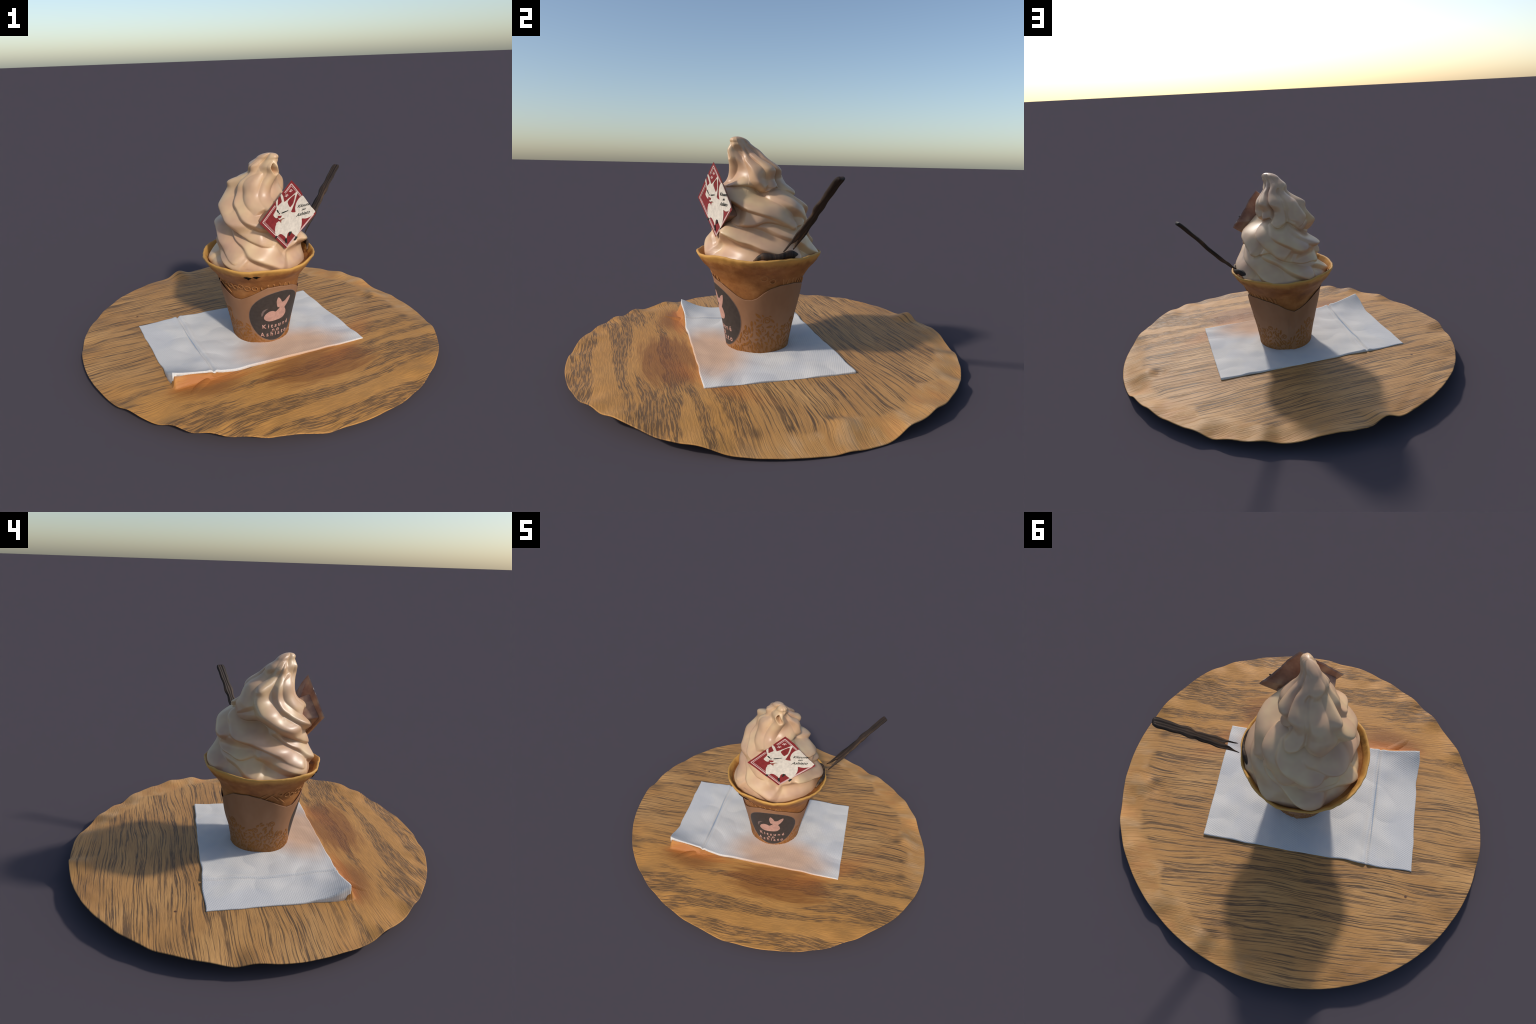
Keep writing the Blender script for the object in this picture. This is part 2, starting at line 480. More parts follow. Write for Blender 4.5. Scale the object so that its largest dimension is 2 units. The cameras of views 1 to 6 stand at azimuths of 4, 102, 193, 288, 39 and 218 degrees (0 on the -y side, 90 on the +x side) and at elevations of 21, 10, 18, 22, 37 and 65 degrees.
# ------------------------------------------------------------------ napkin
def build_napkin():
    nu, nv = 200, 130
    u, v = np.meshgrid(np.linspace(0, 1, nu), np.linspace(0, 1, nv), indexing="ij")
    # slightly ragged outline, most at the flap end
    du = 0.003 * wobble(v * 1.3, v * 0, 3, 3.0, 2) * smooth(0.06, 0.0, u) + 0.002 * wobble(v, v * 0, 31, 2.0, 2) * smooth(0.95, 1, u)
    dv = 0.006 * wobble(u * 1.3, u * 0, 4, 3.0, 2) * (smooth(0.05, 0, v) + smooth(0.95, 1, v))
    U, V = u + du, v + dv
    P = (1-U)[..., None]*((1-V)[..., None]*NAP_B+V[..., None]*NAP_A) + U[..., None]*((1-V)[..., None]*NAP_C+V[..., None]*NAP_D)
    base = board_plane(P[..., 0], P[..., 1])
    h = nap_height(u, v)
    Z = base + h
    top = np.concatenate([P, Z[..., None]], -1)
    ring = [(i, 0) for i in range(nu)] + [(nu-1, j) for j in range(1, nv)] + [(i, nv-1) for i in range(nu-2, -1, -1)] + [(0, j) for j in range(nv-2, 0, -1)]
    verts = list(top.reshape(-1, 3))
    idx = lambda i, j: i * nv + j
    faces = [(idx(i, j), idx(i+1, j), idx(i+1, j+1), idx(i, j+1)) for i in range(nu-1) for j in range(nv-1)]
    prev = [idx(*r) for r in ring]
    for k in range(1, 4):      # skirt: three folded layers showing on the edge
        cur = []
        for (i, j) in ring:
            p = top[i, j].copy()
            front = 1.0 if j == 0 and i > 3 else 0.0
            drop = [0.0025, 0.005, 1.0][k-1]
            full = h[i, j] if not front else min(h[i, j], 0.014)
            p[2] = max(base[i, j] - 0.002 + 0.0, p[2] - (full + 0.002) * (k / 3.0))
            cen = P.mean((0, 1))
            out = np.array([p[0]-cen[0], p[1]-cen[1]])
            out /= np.linalg.norm(out)
            p[:2] += out * (0.0025 if k == 1 else 0.0 if k == 2 else 0.002)
            cur.append(len(verts))
            verts.append(p)
        m = len(ring)
        faces += [(prev[a], cur[a], cur[(a+1) % m], prev[(a+1) % m]) for a in range(m)]
        prev = cur
    faces.append(tuple(prev))
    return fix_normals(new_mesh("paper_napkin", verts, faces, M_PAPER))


napkin = add("paper_napkin", build_napkin())
napkin["label"], napkin["category"] = "white embossed paper napkin folded to a rectangle", "napkin"

# ------------------------------------------------------------------ ice cream cup
AX = np.array([0.012, -0.042])
dessert = thing("soft_serve_cup", (AX[0], AX[1], 0.05), "soft-serve swirl in wafer cup with red fox plaque", "ice cream")
PROF_Z = np.array([0.030, 0.050, 0.080, 0.160, 0.250, 0.320, 0.360, 0.390, 0.420, 0.440, 0.460, 0.480, 0.500, 0.520, 0.532])
PROF_R = np.array([0.157, 0.158, 0.161, 0.175, 0.195, 0.211, 0.218, 0.223, 0.232, 0.241, 0.254, 0.273, 0.287, 0.297, 0.303])


def cone_r(z):
    return np.interp(z, PROF_Z, PROF_R)


SLEEVE_DEG = np.array([0, 6, 12, 20, 28, 41, 61, 81, 94, 105, 118, 128, 144, 160, 181, 197, 211, 225, 235, 246, 254, 262, 273, 283, 300, 310, 323, 336, 346, 355, 360.0])
SLEEVE_TOP = np.array([.331, .332, .341, .366, .386, .401, .404, .391, .373, .345, .324, .338, .373, .408, .419, .406, .383, .356, .338, .338, .352, .368, .392, .413, .415, .405, .395, .370, .347, .332, .331])


def sleeve_top(deg):
    return np.interp(np.asarray(deg) % 360, SLEEVE_DEG, SLEEVE_TOP)


def rim_lift(th):
    """Uneven height of the wafer's lip."""
    return 0.004 * np.cos(th - 2.6) + 0.008 * wobble(np.cos(th), np.sin(th), 21, 0.8, 4)


def build_wafer():
    nt = 240
    th = np.linspace(0, TAU, nt, endpoint=False)
    outer = [(z, cone_r(z) - 0.006 * smooth(0.45, 0.40, z)) for z in np.r_[0.040, np.linspace(0.06, 0.40, 18), np.linspace(0.41, 0.515, 16)]]
    lip = [(0.524, 0.3015), (0.531, 0.3050), (0.5370, 0.3050), (0.5400, 0.3005), (0.5380, 0.2955), (0.531, 0.2910), (0.522, 0.2870)]
    inner = [(z, cone_r(z) - 0.014) for z in np.linspace(0.514, 0.500, 4)]
    prof = outer + lip + inner
    V = []
    for z, r in prof:
        w = smooth(0.44, 0.53, z)
        rr = r + 0.006 * w * wobble(np.cos(th), np.sin(th), 22, 1.3, 5) + 0.0012 * wobble(np.cos(th) * 0.2 + z, np.sin(th) * 0.2, 23, 9.0, 2)
        zz = z + rim_lift(th) * w
        V.append(np.stack([AX[0] + rr*np.cos(th), AX[1] + rr*np.sin(th), zz], -1))
    n = len(prof)
    v = np.vstack(V + [np.array([[AX[0], AX[1], 0.040], [AX[0], AX[1], 0.495]])])
    f = [*grid_faces(n, nt)]
    a, b, l = n * nt, n * nt + 1, (n - 1) * nt
    f += [(a, (i+1) % nt, i) for i in range(nt)] + [(b, l + i, l + (i+1) % nt) for i in range(nt)]
    return fix_normals(new_mesh("wafer_cone", v, f, M_WAFER))


wafer_ob = add("wafer_cone", build_wafer(), dessert)


def build_sleeve():
    nt, nz = 360, 60
    deg = np.linspace(0, 360, nt, endpoint=False)
    th = np.radians(deg)
    top = sleeve_top(deg)
    rows = []
    wr = np.exp(-((deg - 119) / 3.5) ** 2) - 0.8 * np.exp(-((deg - 111) / 3.0) ** 2)     # overlap seam at the back
    for i in range(nz):
        t = i / (nz - 1)
        z = 0.044 + t * (top - 0.044)
        r = cone_r(z) + 0.0005 + 0.0055 * wr * smooth(0.36, 0.26, z) * (0.5 + 0.5 * np.sin(z * 30 + 1)) + 0.0004 * wobble(np.cos(th) * 0.4 + z, np.sin(th) * 0.4, 41, 2.5, 2)
        rows.append(np.stack([AX[0] + r*np.cos(th), AX[1] + r*np.sin(th), z + 0*th], -1))
    lastr = np.hypot(rows[-1][:, 0] - AX[0], rows[-1][:, 1] - AX[1])
    for dr, z in ((0.0014, top + 0.0006), (0.0040, top - 0.001), (0.0040, top - 0.06)):
        r = np.interp(z, PROF_Z, PROF_R) - dr if z is not top else lastr
        rows.append(np.stack([AX[0] + r*np.cos(th), AX[1] + r*np.sin(th), z], -1))
    v = np.vstack(rows)
    f = grid_faces(len(rows), nt)
    me = new_mesh("paper_sleeve", v, f, M_KRAFT)
    me.materials.append(M_SHADOWLINE)
    idx = np.zeros(len(me.polygons), int)
    idx[(nz - 1) * nt:] = 1
    me.polygons.foreach_set("material_index", idx.tolist())
    return fix_normals(me)


sleeve_ob = add("paper_sleeve", build_sleeve(), dessert)


# ---- flat printed shapes, wrapped on a surface
def curve_points(pts, closed=True, n=8):
    """Catmull-Rom through control points."""
    p = np.asarray(pts, float)
    out = []
    m = len(p)
    for i in range(m if closed else m - 1):
        g = (lambda k: p[k % m]) if closed else (lambda k: p[min(max(k, 0), m - 1)])
        a, b, c, d = g(i-1), g(i), g(i+1), g(i+2)
        for t in np.arange(n) / n:
            out.append(0.5*(2*b + (c-a)*t + (2*a-5*b+4*c-d)*t**2 + (3*b-a-3*c+d)*t**3))
    if not closed:
        out.append(p[-1])
    return np.array(out)


def shape_mesh(loops, thick=0.5):
    """Filled flat outline (even-odd holes) as a mesh with z in 0..1 for its thickness."""
    cu = bpy.data.curves.new("outline", "CURVE")
    cu.dimensions, cu.fill_mode = "2D", "BOTH"
    for lp in loops:
        s = cu.splines.new("POLY")
        s.points.add(len(lp) - 1)
        for q, (x, y) in zip(s.points, lp):
            q.co = (x, y, 0, 1)
        s.use_cyclic_u = True
    return curve_to_mesh(cu)


def text_mesh(body, size, shear=0.0, weight=0.0):
    cu = bpy.data.curves.new("lettering", "FONT")
    cu.body, cu.size, cu.shear, cu.offset = body, size, shear, weight
    cu.align_x, cu.align_y = "CENTER", "CENTER"
    cu.fill_mode = "BOTH"
    cu.resolution_u = 3
    return curve_to_mesh(cu)


def curve_to_mesh(cu):
    ob = bpy.data.objects.new("outline_helper", cu)
    bpy.context.scene.collection.objects.link(ob)
    bpy.context.view_layer.update()
    me = bpy.data.meshes.new_from_object(ob.evaluated_get(bpy.context.evaluated_depsgraph_get()))
    bpy.data.objects.remove(ob)
    bpy.data.curves.remove(cu)
    return me


def wrap(me, place, mat, max_edge, depth=0.0012):
    """Give the flat shape a depth, cut its long edges, and carry it with place(x, y, height) onto a surface."""
    bm = bmesh.new()
    bm.from_mesh(me)
    bmesh.ops.remove_doubles(bm, verts=bm.verts, dist=1e-6)
    bmesh.ops.triangulate(bm, faces=bm.faces)
    for _ in range(6):
        long = [e for e in bm.edges if e.calc_length() > max_edge]
        if not long:
            break
        bmesh.ops.subdivide_edges(bm, edges=long, cuts=1, use_grid_fill=False)
        bmesh.ops.triangulate(bm, faces=[f for f in bm.faces if len(f.verts) > 3])
    ext = bmesh.ops.extrude_face_region(bm, geom=list(bm.faces))
    lifted = {v for v in ext["geom"] if isinstance(v, bmesh.types.BMVert)}
    for v in bm.verts:
        v.co = place(v.co.x, v.co.y, depth if v in lifted else -0.001)
    bmesh.ops.recalc_face_normals(bm, faces=bm.faces)
    bm.to_mesh(me)
    bm.free()
    me.materials.clear()
    me.materials.append(mat)
    return me


def on_cup(deg0, z0, lift=0.0):
    """x along the circumference (metres), y up."""
    def place(x, y, h):
        z = z0 + y
        r = float(cone_r(z)) + 0.0012 + lift + h
        th = math.radians(deg0) + x / 0.195
        return Vector((AX[0] + r*math.cos(th), AX[1] + r*math.sin(th), z))
    return place


def disc(r, k=72, squash=1.0):
    return [(r*math.cos(a), r*math.sin(a)*squash) for a in np.linspace(0, TAU, k, endpoint=False)]


def badge_outline(grow=0.0):
    pts = []
    for a in np.linspace(0, TAU, 96, endpoint=False):
        x, y = (0.158 + grow) * math.cos(a), (0.157 + grow) * math.sin(a)
        y = min(y, sleeve_top(math.degrees(x / 0.195) + 301.5) - 0.222 - 0.022 + grow)
        pts.append((x, y))
    return pts


BADGE = on_cup(301.5, 0.222)
rim_badge = add("badge_border", wrap(shape_mesh([badge_outline(0.0025)]), BADGE, M_BADGE_EDGE, 0.014, 0.0003), sleeve_ob)
badge = add("round_badge", wrap(shape_mesh([badge_outline()]), BADGE, M_BADGE, 0.014, 0.0006), sleeve_ob)


def cup_xy(pairs):
    return [((d - 301.5) * math.pi / 180 * 0.195, z - 0.222) for d, z in pairs]


fox_cup = cup_xy([(281, .207), (278.5, .222), (281, .244), (287, .261), (293, .262), (297, .255), (300, .262), (303.5, .276), (301, .281), (300.5, .279),
                  (298.5, .297), (297.6, .322), (299, .341), (300.8, .342), (304, .328), (306.5, .311), (309.5, .309), (312, .313), (316, .326), (320.8, .334), (321, .320), (319, .300), (315.5, .280), (313, .268),
                  (314, .262), (316.5, .245), (317, .226), (314.5, .212), (312, .205), (308, .201), (300, .198), (292, .196), (286, .198)])
add("badge_fox", wrap(shape_mesh([curve_points(fox_cup, n=4)]), on_cup(301.5, 0.222, 0.0006), M_BADGE_PRINT, 0.014, 0.0008), sleeve_ob)
tail = cup_xy([(275.0, .232), (274.6, .252), (277, .270), (281, .280), (285, .282), (281.5, .272), (278.5, .258), (277.2, .244)])
add("badge_tail", wrap(shape_mesh([curve_points(tail, n=4)]), on_cup(301.5, 0.222, 0.0006), plain("badge_print_faded", srgb(120, 102, 96), 0.7), 0.014, 0.0006), sleeve_ob)
for body, deg, z, size in (("K i t s u n \u00e9", 301.5, 0.161, 0.038), ("n o", 300.5, 0.133, 0.038), ("A s h i a t o", 299.5, 0.107, 0.040)):
    add("badge_lettering", wrap(text_mesh(body, size, 0.0, 0.0009), on_cup(deg, z, 0.0006), M_BADGE_PRINT, 0.02, 0.0006), sleeve_ob)

# ---- flowers printed round the foot of the sleeve
def petal(cx, cy, length, width, ang):
    t = np.linspace(0, 1, 9)
    w = width * np.sin(np.pi * t) ** 0.8
    up = [(length * (a - 0.5), b / 2) for a, b in zip(t, w)]
    dn = [(length * (a - 0.5), -b / 2) for a, b in zip(t[::-1][1:-1], w[::-1][1:-1])]
    c, s = math.cos(ang), math.sin(ang)
    return [(cx + c*x - s*y, cy + s*x + c*y) for x, y in up + dn]


def scroll(cx, cy, r):
    a = np.linspace(0, 3.2 * math.pi, 30)
    rad = r * (0.25 + 0.75 * a / a[-1])
    o = [(cx + (q + r*0.13) * math.cos(t), cy + (q + r*0.13) * math.sin(t)) for q, t in zip(rad, a)]
    i = [(cx + (q - r*0.13) * math.cos(t), cy + (q - r*0.13) * math.sin(t)) for q, t in zip(rad, a)]
    return o + i[::-1]


def build_flowers():
    loops, taken = [], []
    R = 0.195

    def free(x, z, rad):
        d = math.degrees(x / R) % 360
        if 253 < d < 350 and math.hypot((d - 301.5) * math.pi / 180 * R, z - 0.222) < 0.168 + rad * 0.6:
            return False
        return all(math.hypot((x - a + math.pi * R) % (TAU * R) - math.pi * R, z - b) > rad + c for a, b, c in taken)

    for d, z, r in ((27, .225, .020), (216, .240, .019), (150, .232, .020), (235, .165, .021), (75, .205, .017), (100, .150, .018), (190, .200, .018), (355, .160, .016)):
        x = math.radians(d) * R
        if free(x, z, r):
            taken.append((x, z, r))
            loops.append(scroll(x, z, r))
    for _ in range(5200):
        x = random.uniform(0, TAU * R)
        z = 0.052 + 0.20 * random.random() ** 1.7
        reach = 0.175 + 0.06 * math.sin(x * 21) * math.sin(x * 9 + 1)
        if z > reach + 0.03:
            continue
        ln = random.uniform(0.014, 0.042)
        wd = min(ln * random.uniform(0.28, 0.5), 0.013)
        if not free(x, z, wd * 0.62):
            continue
        ang = math.pi / 2 + random.gauss(0, 0.75)
        for k in (-0.34, 0, 0.34):
            taken.append((x + math.cos(ang) * ln * k, z + math.sin(ang) * ln * k, wd * 0.60))
        loops.append(petal(x, z, ln, wd, ang))
    bm = bmesh.new()
    place = on_cup(0.0, 0.0, -0.0004)
    for lp in loops:
        vs = [bm.verts.new((x, y, 0)) for x, y in lp]
        if len(lp) > 40:
            h = len(lp) // 2
            for i in range(h - 1):
                bm.faces.new((vs[i], vs[i+1], vs[-2-i], vs[-1-i]))
        else:
            h = len(lp) // 2
            for i in range(h):
                q = [vs[i], vs[i+1], vs[-1-i], vs[-i]] if i else [vs[0], vs[1], vs[-1]]
                q = list(dict.fromkeys(q))
                if len(q) > 2:
                    bm.faces.new(q)
    me = bpy.data.meshes.new("printed_flowers")
    bm.to_mesh(me)
    bm.free()
    return wrap(me, place, M_FLOWER, 0.012, 0.0006)


flowers = add("printed_flowers", build_flowers(), sleeve_ob)
flowers["kind"] = "stuff"


# ---- embossed rings and ribs on the wafer wall
def ring_on_wall(deg, z, r, tube):
    seg, sub = 20, 8
    v = []
    for a in np.linspace(0, TAU, seg, endpoint=False):
        for b in np.linspace(0, TAU, sub, endpoint=False):
            rr = r + tube * math.cos(b)
            v.append(on_cup(deg, z)(rr * math.cos(a), rr * math.sin(a), tube * math.sin(b) * 0.8 - 0.0026))
    f = [(i*sub+j, ((i+1) % seg)*sub+j, ((i+1) % seg)*sub+(j+1) % sub, i*sub+(j+1) % sub) for i in range(seg) for j in range(sub)]
    return fix_normals(new_mesh("embossed_ring", v, f, M_RING))


def rib_on_wall(deg, z, length, lean, tube):
    v, seg, sub = [], 9, 8
    for i, t in enumerate(np.linspace(-0.5, 0.5, seg)):
        w = tube * math.sqrt(max(1 - (2*t) ** 4, 0.02))
        for b in np.linspace(0, TAU, sub, endpoint=False):
            v.append(on_cup(deg, z)(lean * t * length + w * math.cos(b), t * length, w * 0.7 * math.sin(b) - 0.0032))
    f = [(i*sub+j, (i+1)*sub+j, (i+1)*sub+(j+1) % sub, i*sub+(j+1) % sub) for i in range(seg-1) for j in range(sub)]
    f += [tuple(range(sub)), tuple(range((seg-1)*sub, seg*sub))]
    return fix_normals(new_mesh("embossed_rib", v, f, M_RING))


for d, z, r in ((232, .415, .012), (240, .408, .012), (248, .420, .012), (257, .411, .013), (267, .412, .012), (222, .428, .010), (20, .440, .013), (30, .425, .012)):
    add("embossed_ring", ring_on_wall(d, z, r, 0.0026), wafer_ob)
for d in (44, 51, 58, 64, 70, 76, 84, 90):
    add("embossed_rib", rib_on_wall(d, sleeve_top(d) + 0.018, 0.032, random.uniform(-0.4, 0.4), 0.0042), wafer_ob)
for d in (276, 284, 292, 300, 308, 316):
    add("embossed_rib", rib_on_wall(d, sleeve_top(d) + 0.012, 0.020, random.uniform(-0.5, 0.5), 0.004), wafer_ob)
for d, ln in ((209, 1.0), (215, -1.0), (203, 1.1), (225, -0.9)):
    add("embossed_rib", rib_on_wall(d, sleeve_top(d) + 0.030, 0.045, ln, 0.0045), wafer_ob)
# two burnt flecks under the lip
for d, z, pts in ((262.5, .497, [(-.016, .004), (-.006, .008), (.006, .004), (.012, .000), (.004, -.006), (.000, -.014), (-.006, -.005)]),
                  (269.5, .503, [(-.008, .004), (.004, .006), (.018, .001), (.008, -.002), (.005, -.010), (-.003, -.004)])):
    add("burnt_fleck", wrap(shape_mesh([pts]), on_cup(d, z, 0.004), M_BURNT, 0.012, 0.003), wafer_ob)

# the leaning plaque's three corners
PL, PB, PT = Vector((0.040, -0.350, 0.788)), Vector((0.161, -0.218, 0.610)), Vector((0.194, -0.219, 0.962))
PU, PV = PB - PL, PT - PL
PN = PU.cross(PV).normalized()
PX = Vector((0.016, 0.001, 0.016))     # the far corner is drawn out a little

# ------------------------------------------------------------------ the swirl
# cross-sections: height, centre x, centre y, mean radius, then cos/sin of the 2nd and 3rd lobes as parts of it
SECTIONS = np.array([
    (0.460, 0.006, -0.034, 0.258, 0.000, 0.000, 0.000, 0.000),
    (0.520, 0.008, -0.028, 0.272, -0.030, 0.000, 0.000, 0.000),
    (0.580, 0.020, -0.028, 0.250, -0.052, -0.013, 0.046, 0.043),
    (0.640, 0.037, -0.045, 0.232, -0.032, -0.027, -0.035, -0.074),
    (0.700, 0.017, -0.038, 0.219, -0.015, -0.107, -0.030, 0.036),
    (0.760, 0.031, -0.047, 0.202, -0.109, 0.001, 0.088, -0.013),
    (0.820, 0.009, -0.067, 0.169, -0.013, -0.116, -0.067, -0.123),
    (0.880, 0.004, -0.062, 0.133, 0.090, -0.143, 0.019, 0.056),
    (0.940, 0.022, -0.060, 0.118, 0.028, -0.032, -0.028, 0.046),
    (0.985, 0.050, -0.088, 0.077, -0.060, -0.060, -0.030, -0.040),
    (1.020, 0.051, -0.110, 0.065, 0.097, -0.237, -0.023, -0.087),
    (1.055, 0.075, -0.123, 0.044, 0.240, -0.288, -0.060, -0.002),
    (1.080, 0.088, -0.138, 0.040, 0.199, -0.162, -0.046, 0.036),
])
# strand crests as (degrees round the axis, height) paths
CRESTS = {
    "hook": [(214, 1.06), (212, 1.01), (222, .95), (222, .89), (226, .850), (238, .815), (253, .779), (270, .747), (285, .725)],
    "nub": [(196, 1.04), (190, 1.00), (184, .955), (178, .92), (176, .894), (182, .843), (199, .791), (224, .734), (243, .703), (262, .665), (285, .63)],
    "lobe": [(240, .985), (254, .93), (264, .88), (274, .84), (282, .80)],
    "front": [(316, 1.045), (310, 1.00), (302, .95), (294, .90), (290, .865), (298, .83), (310, .80)],
    "right": [(340, 1.06), (350, 1.02), (0, .965), (12, .902), (24, .860), (35, .828)],
    "back_a": [(40, 1.04), (48, .97), (50, .91), (55, .86), (60, .835)],
    "back_b": [(100, 1.05), (97, .98), (94, .91), (96, .86), (101, .815)],
    "back_c": [(140, 1.05), (140, .98), (136, .92), (140, .86), (150, .81)],
    "c1": [(108, .835), (111, .828), (129, .785), (147, .745), (165, .706), (183, .688), (196, .661), (209, .636), (225, .600), (241, .567), (258, .535)],
    "c2": [(205, .745), (222, .715), (236, .665), (247, .640), (260, .605), (275, .575), (290, .545), (306, .50)],
    "c3": [(72, .845), (82, .825), (92, .790), (103, .763), (118, .722), (130, .690), (140, .655)],
    "c4": [(36, .822), (50, .808), (67, .768), (86, .702), (100, .668), (116, .632)],
    "c5": [(315, .825), (330, .805), (345, .785), (0, .758), (19, .735), (35, .710), (50, .683), (68, .652)],
    "c6": [(345, .69), (0, .684), (20, .677), (38, .653), (50, .630), (60, .610), (75, .567), (89, .535), (98, .505)],
    "c7": [(325, .66), (338, .640), (350, .615), (4, .603), (16, .581), (29, .560), (45, .545), (60, .515)],
    "c8": [(70, .684), (85, .670), (98, .650), (112, .612), (124, .572), (137, .530), (146, .500)],
    "c9": [(118, .645), (130, .622), (151, .605), (172, .572), (188, .530), (200, .500)],
    "c10": [(185, .63), (200, .61), (215, .585), (228, .560), (242, .535), (258, .505)],
}
ROUND = {"lobe": 0.085, "front": 0.05, "back_a": 0.052, "back_b": 0.058, "back_c": 0.080}     # full, rounded strands and their half width
SEAMS = {
    "upper": [(310, .845), (340, .850), (358, .850), (15, .838), (35, .820), (53, .838), (70, .846), (82, .830), (97, .810), (105, .818), (111, .832), (122, .820), (134, .798), (160, .768), (182, .772), (205, .750), (220, .728), (235, .700), (250, .676)],
    "lower": [(330, .700), (347, .673), (5, .672), (20, .690), (50, .672), (68, .655), (74, .668), (88, .682), (100, .660), (116, .630), (135, .612), (155, .604), (174, .590), (184, .608)],
}


def densify(path, n=70):
    p = np.array(path, float)
    p[:, 0] = np.degrees(np.unwrap(np.radians(p[:, 0])))
    s = np.r_[0, np.cumsum(np.hypot(np.diff(np.radians(p[:, 0])) * 0.2, np.diff(p[:, 1])))]
    q = hermite(s, p, np.linspace(0, s[-1], n))
    return np.radians(q[:, 0]), q[:, 1]


def build_swirl():
    nt, nz = 460, 400
    th = np.linspace(0, TAU, nt, endpoint=False)
    zz = np.linspace(0.462, 1.054, nz)
    S = hermite(SECTIONS[:, 0], SECTIONS[:, 1:], zz)
    cx, cy, r0, c2, s2, c3, s3 = (S[:, i:i+1] for i in range(7))
    r = r0 * (1 + c2*np.cos(2*th) + s2*np.sin(2*th) + c3*np.cos(3*th) + s3*np.sin(3*th))
    T, Zg = np.broadcast_to(th, r.shape), np.broadcast_to(zz[:, None], r.shape)
    Tw = T + 0.05 * np.sin(Zg * 19 + T * 2)
    rl = np.broadcast_to(np.maximum(r0, 0.03), r.shape)
    best = np.zeros_like(r)
    for name, path in CRESTS.items():
        pt, pz = densify(path)
        tx, tz = np.gradient(pt), np.gradient(pz)
        dmin, side = np.full(r.shape, 9.0), np.zeros(r.shape)
        end = np.minimum(np.arange(70), np.arange(70)[::-1]) / 10.0
        fade_at = np.clip(end + 0.45, 0, 1)
        fade = np.ones(r.shape)
        for a, z, ux, uz, fd in zip(pt, pz, tx, tz, fade_at):
            dth = (T - a + math.pi) % TAU - math.pi
            dx, dz = dth * rl, Zg - z
            d = np.hypot(dx, dz)
            m = d < dmin
            dmin = np.where(m, d, dmin)
            side = np.where(m, (ux * rl) * dz - uz * dx, side)
            fade = np.where(m, fd, fade)
        top = name in ("hook", "lobe", "right", "back_a", "back_b", "back_c", "front", "nub")
        wa, wb = (0.115, 0.034) if not top else (0.075, 0.040)
        soft = name in ROUND
        if name == "hook":
            wa, wb = 0.100, 0.036
        if soft:
            wa = wb = ROUND[name]
        size = np.clip(rl / 0.15, 0.35, 1.0) if top else 1.0
        w = np.where(side > 0, wa, wb) * size * (0.7 + 0.3 * fade)
        d = np.sqrt(dmin ** 2 + 0.005 ** 2) - 0.005
        h = np.clip(1 - (d / w) ** np.where(side > 0, 1.25, 0.95), 0, 1) * fade if not soft else np.clip(1 - (d / w) ** 2.0, 0, 1) * fade
        best = np.maximum(best, h)
    amp = np.clip(0.24 * rl, 0.004, 0.052) * (0.25 + 0.75 * smooth(0.475, 0.56, Zg))
    best = np.maximum(best, 0.22)
    disp = -amp * (1 - best) ** 1.05 + 0.24 * amp
    # seams: the coil above hangs over the one below
    for name, deep in (("upper", 1.0), ("lower", 0.75)):
        pt, pz = densify(SEAMS[name], 240)
        mid = 0.5 * (pt[0] + pt[-1])
        u = (T - mid + math.pi) % TAU - math.pi + mid
        zs = np.interp(u, pt, pz)
        here = smooth(pt[0] - 0.15, pt[0] + 0.30, u) * smooth(pt[-1] + 0.15, pt[-1] - 0.30, u) * deep
        dz = Zg - zs
        lift = 0.010 * np.exp(-((dz - 0.030) / 0.026) ** 2)
        cut = np.where(dz > 0, 0.026 * np.exp(-dz / 0.005), 0.026 * np.exp(dz / 0.024))
        disp += here * (lift - cut) * np.clip(rl / 0.15, 0.5, 1)
    # grooves between the lobes of the top cone
    for path in ([(70, 1.0), (68, .94), (73, .88), (78, .848)], [(122, 1.0), (122, .93), (115, .88), (112, .848)]):
        pt, pz = densify(path)
        dmin = np.full(r.shape, 9.0)
        for a, z in zip(pt, pz):
            dmin = np.minimum(dmin, np.hypot(((T - a + math.pi) % TAU - math.pi) * rl, Zg - z))
        disp -= 0.012 * np.exp(-(dmin / 0.009) ** 2)
    # soften slightly
    for _ in range(2):
        disp = (disp + np.roll(disp, 1, 1) + np.roll(disp, -1, 1)) / 3
        disp[1:-1] = (disp[:-2] + disp[1:-1] + disp[2:]) / 3
    # the hollow under the curled tip
    dth = (T - math.radians(316) + math.pi) % TAU - math.pi
    disp += 0.012 * np.exp(-((dth * 0.065 / 0.040) ** 2 + ((Zg - 0.990) / 0.045) ** 2))
    dth = (T - math.radians(311) + math.pi) % TAU - math.pi
    disp -= 0.066 * np.exp(-((dth * 0.070 / 0.0085) ** 2 + ((Zg - 1.008) / 0.021) ** 2) ** 1.6)
    dth = (T - math.radians(348) + math.pi) % TAU - math.pi
    disp -= 0.024 * np.exp(-((dth * 0.070 / 0.020) ** 2 + ((Zg - 1.008) / 0.032) ** 2) ** 1.4)
    # the small nub standing out at the back left
    dth = (T - math.radians(182) + math.pi) % TAU - math.pi
    disp += 0.016 * np.exp(-((dth * 0.12 / 0.022) ** 2 + ((Zg - 0.928) / 0.020) ** 2))
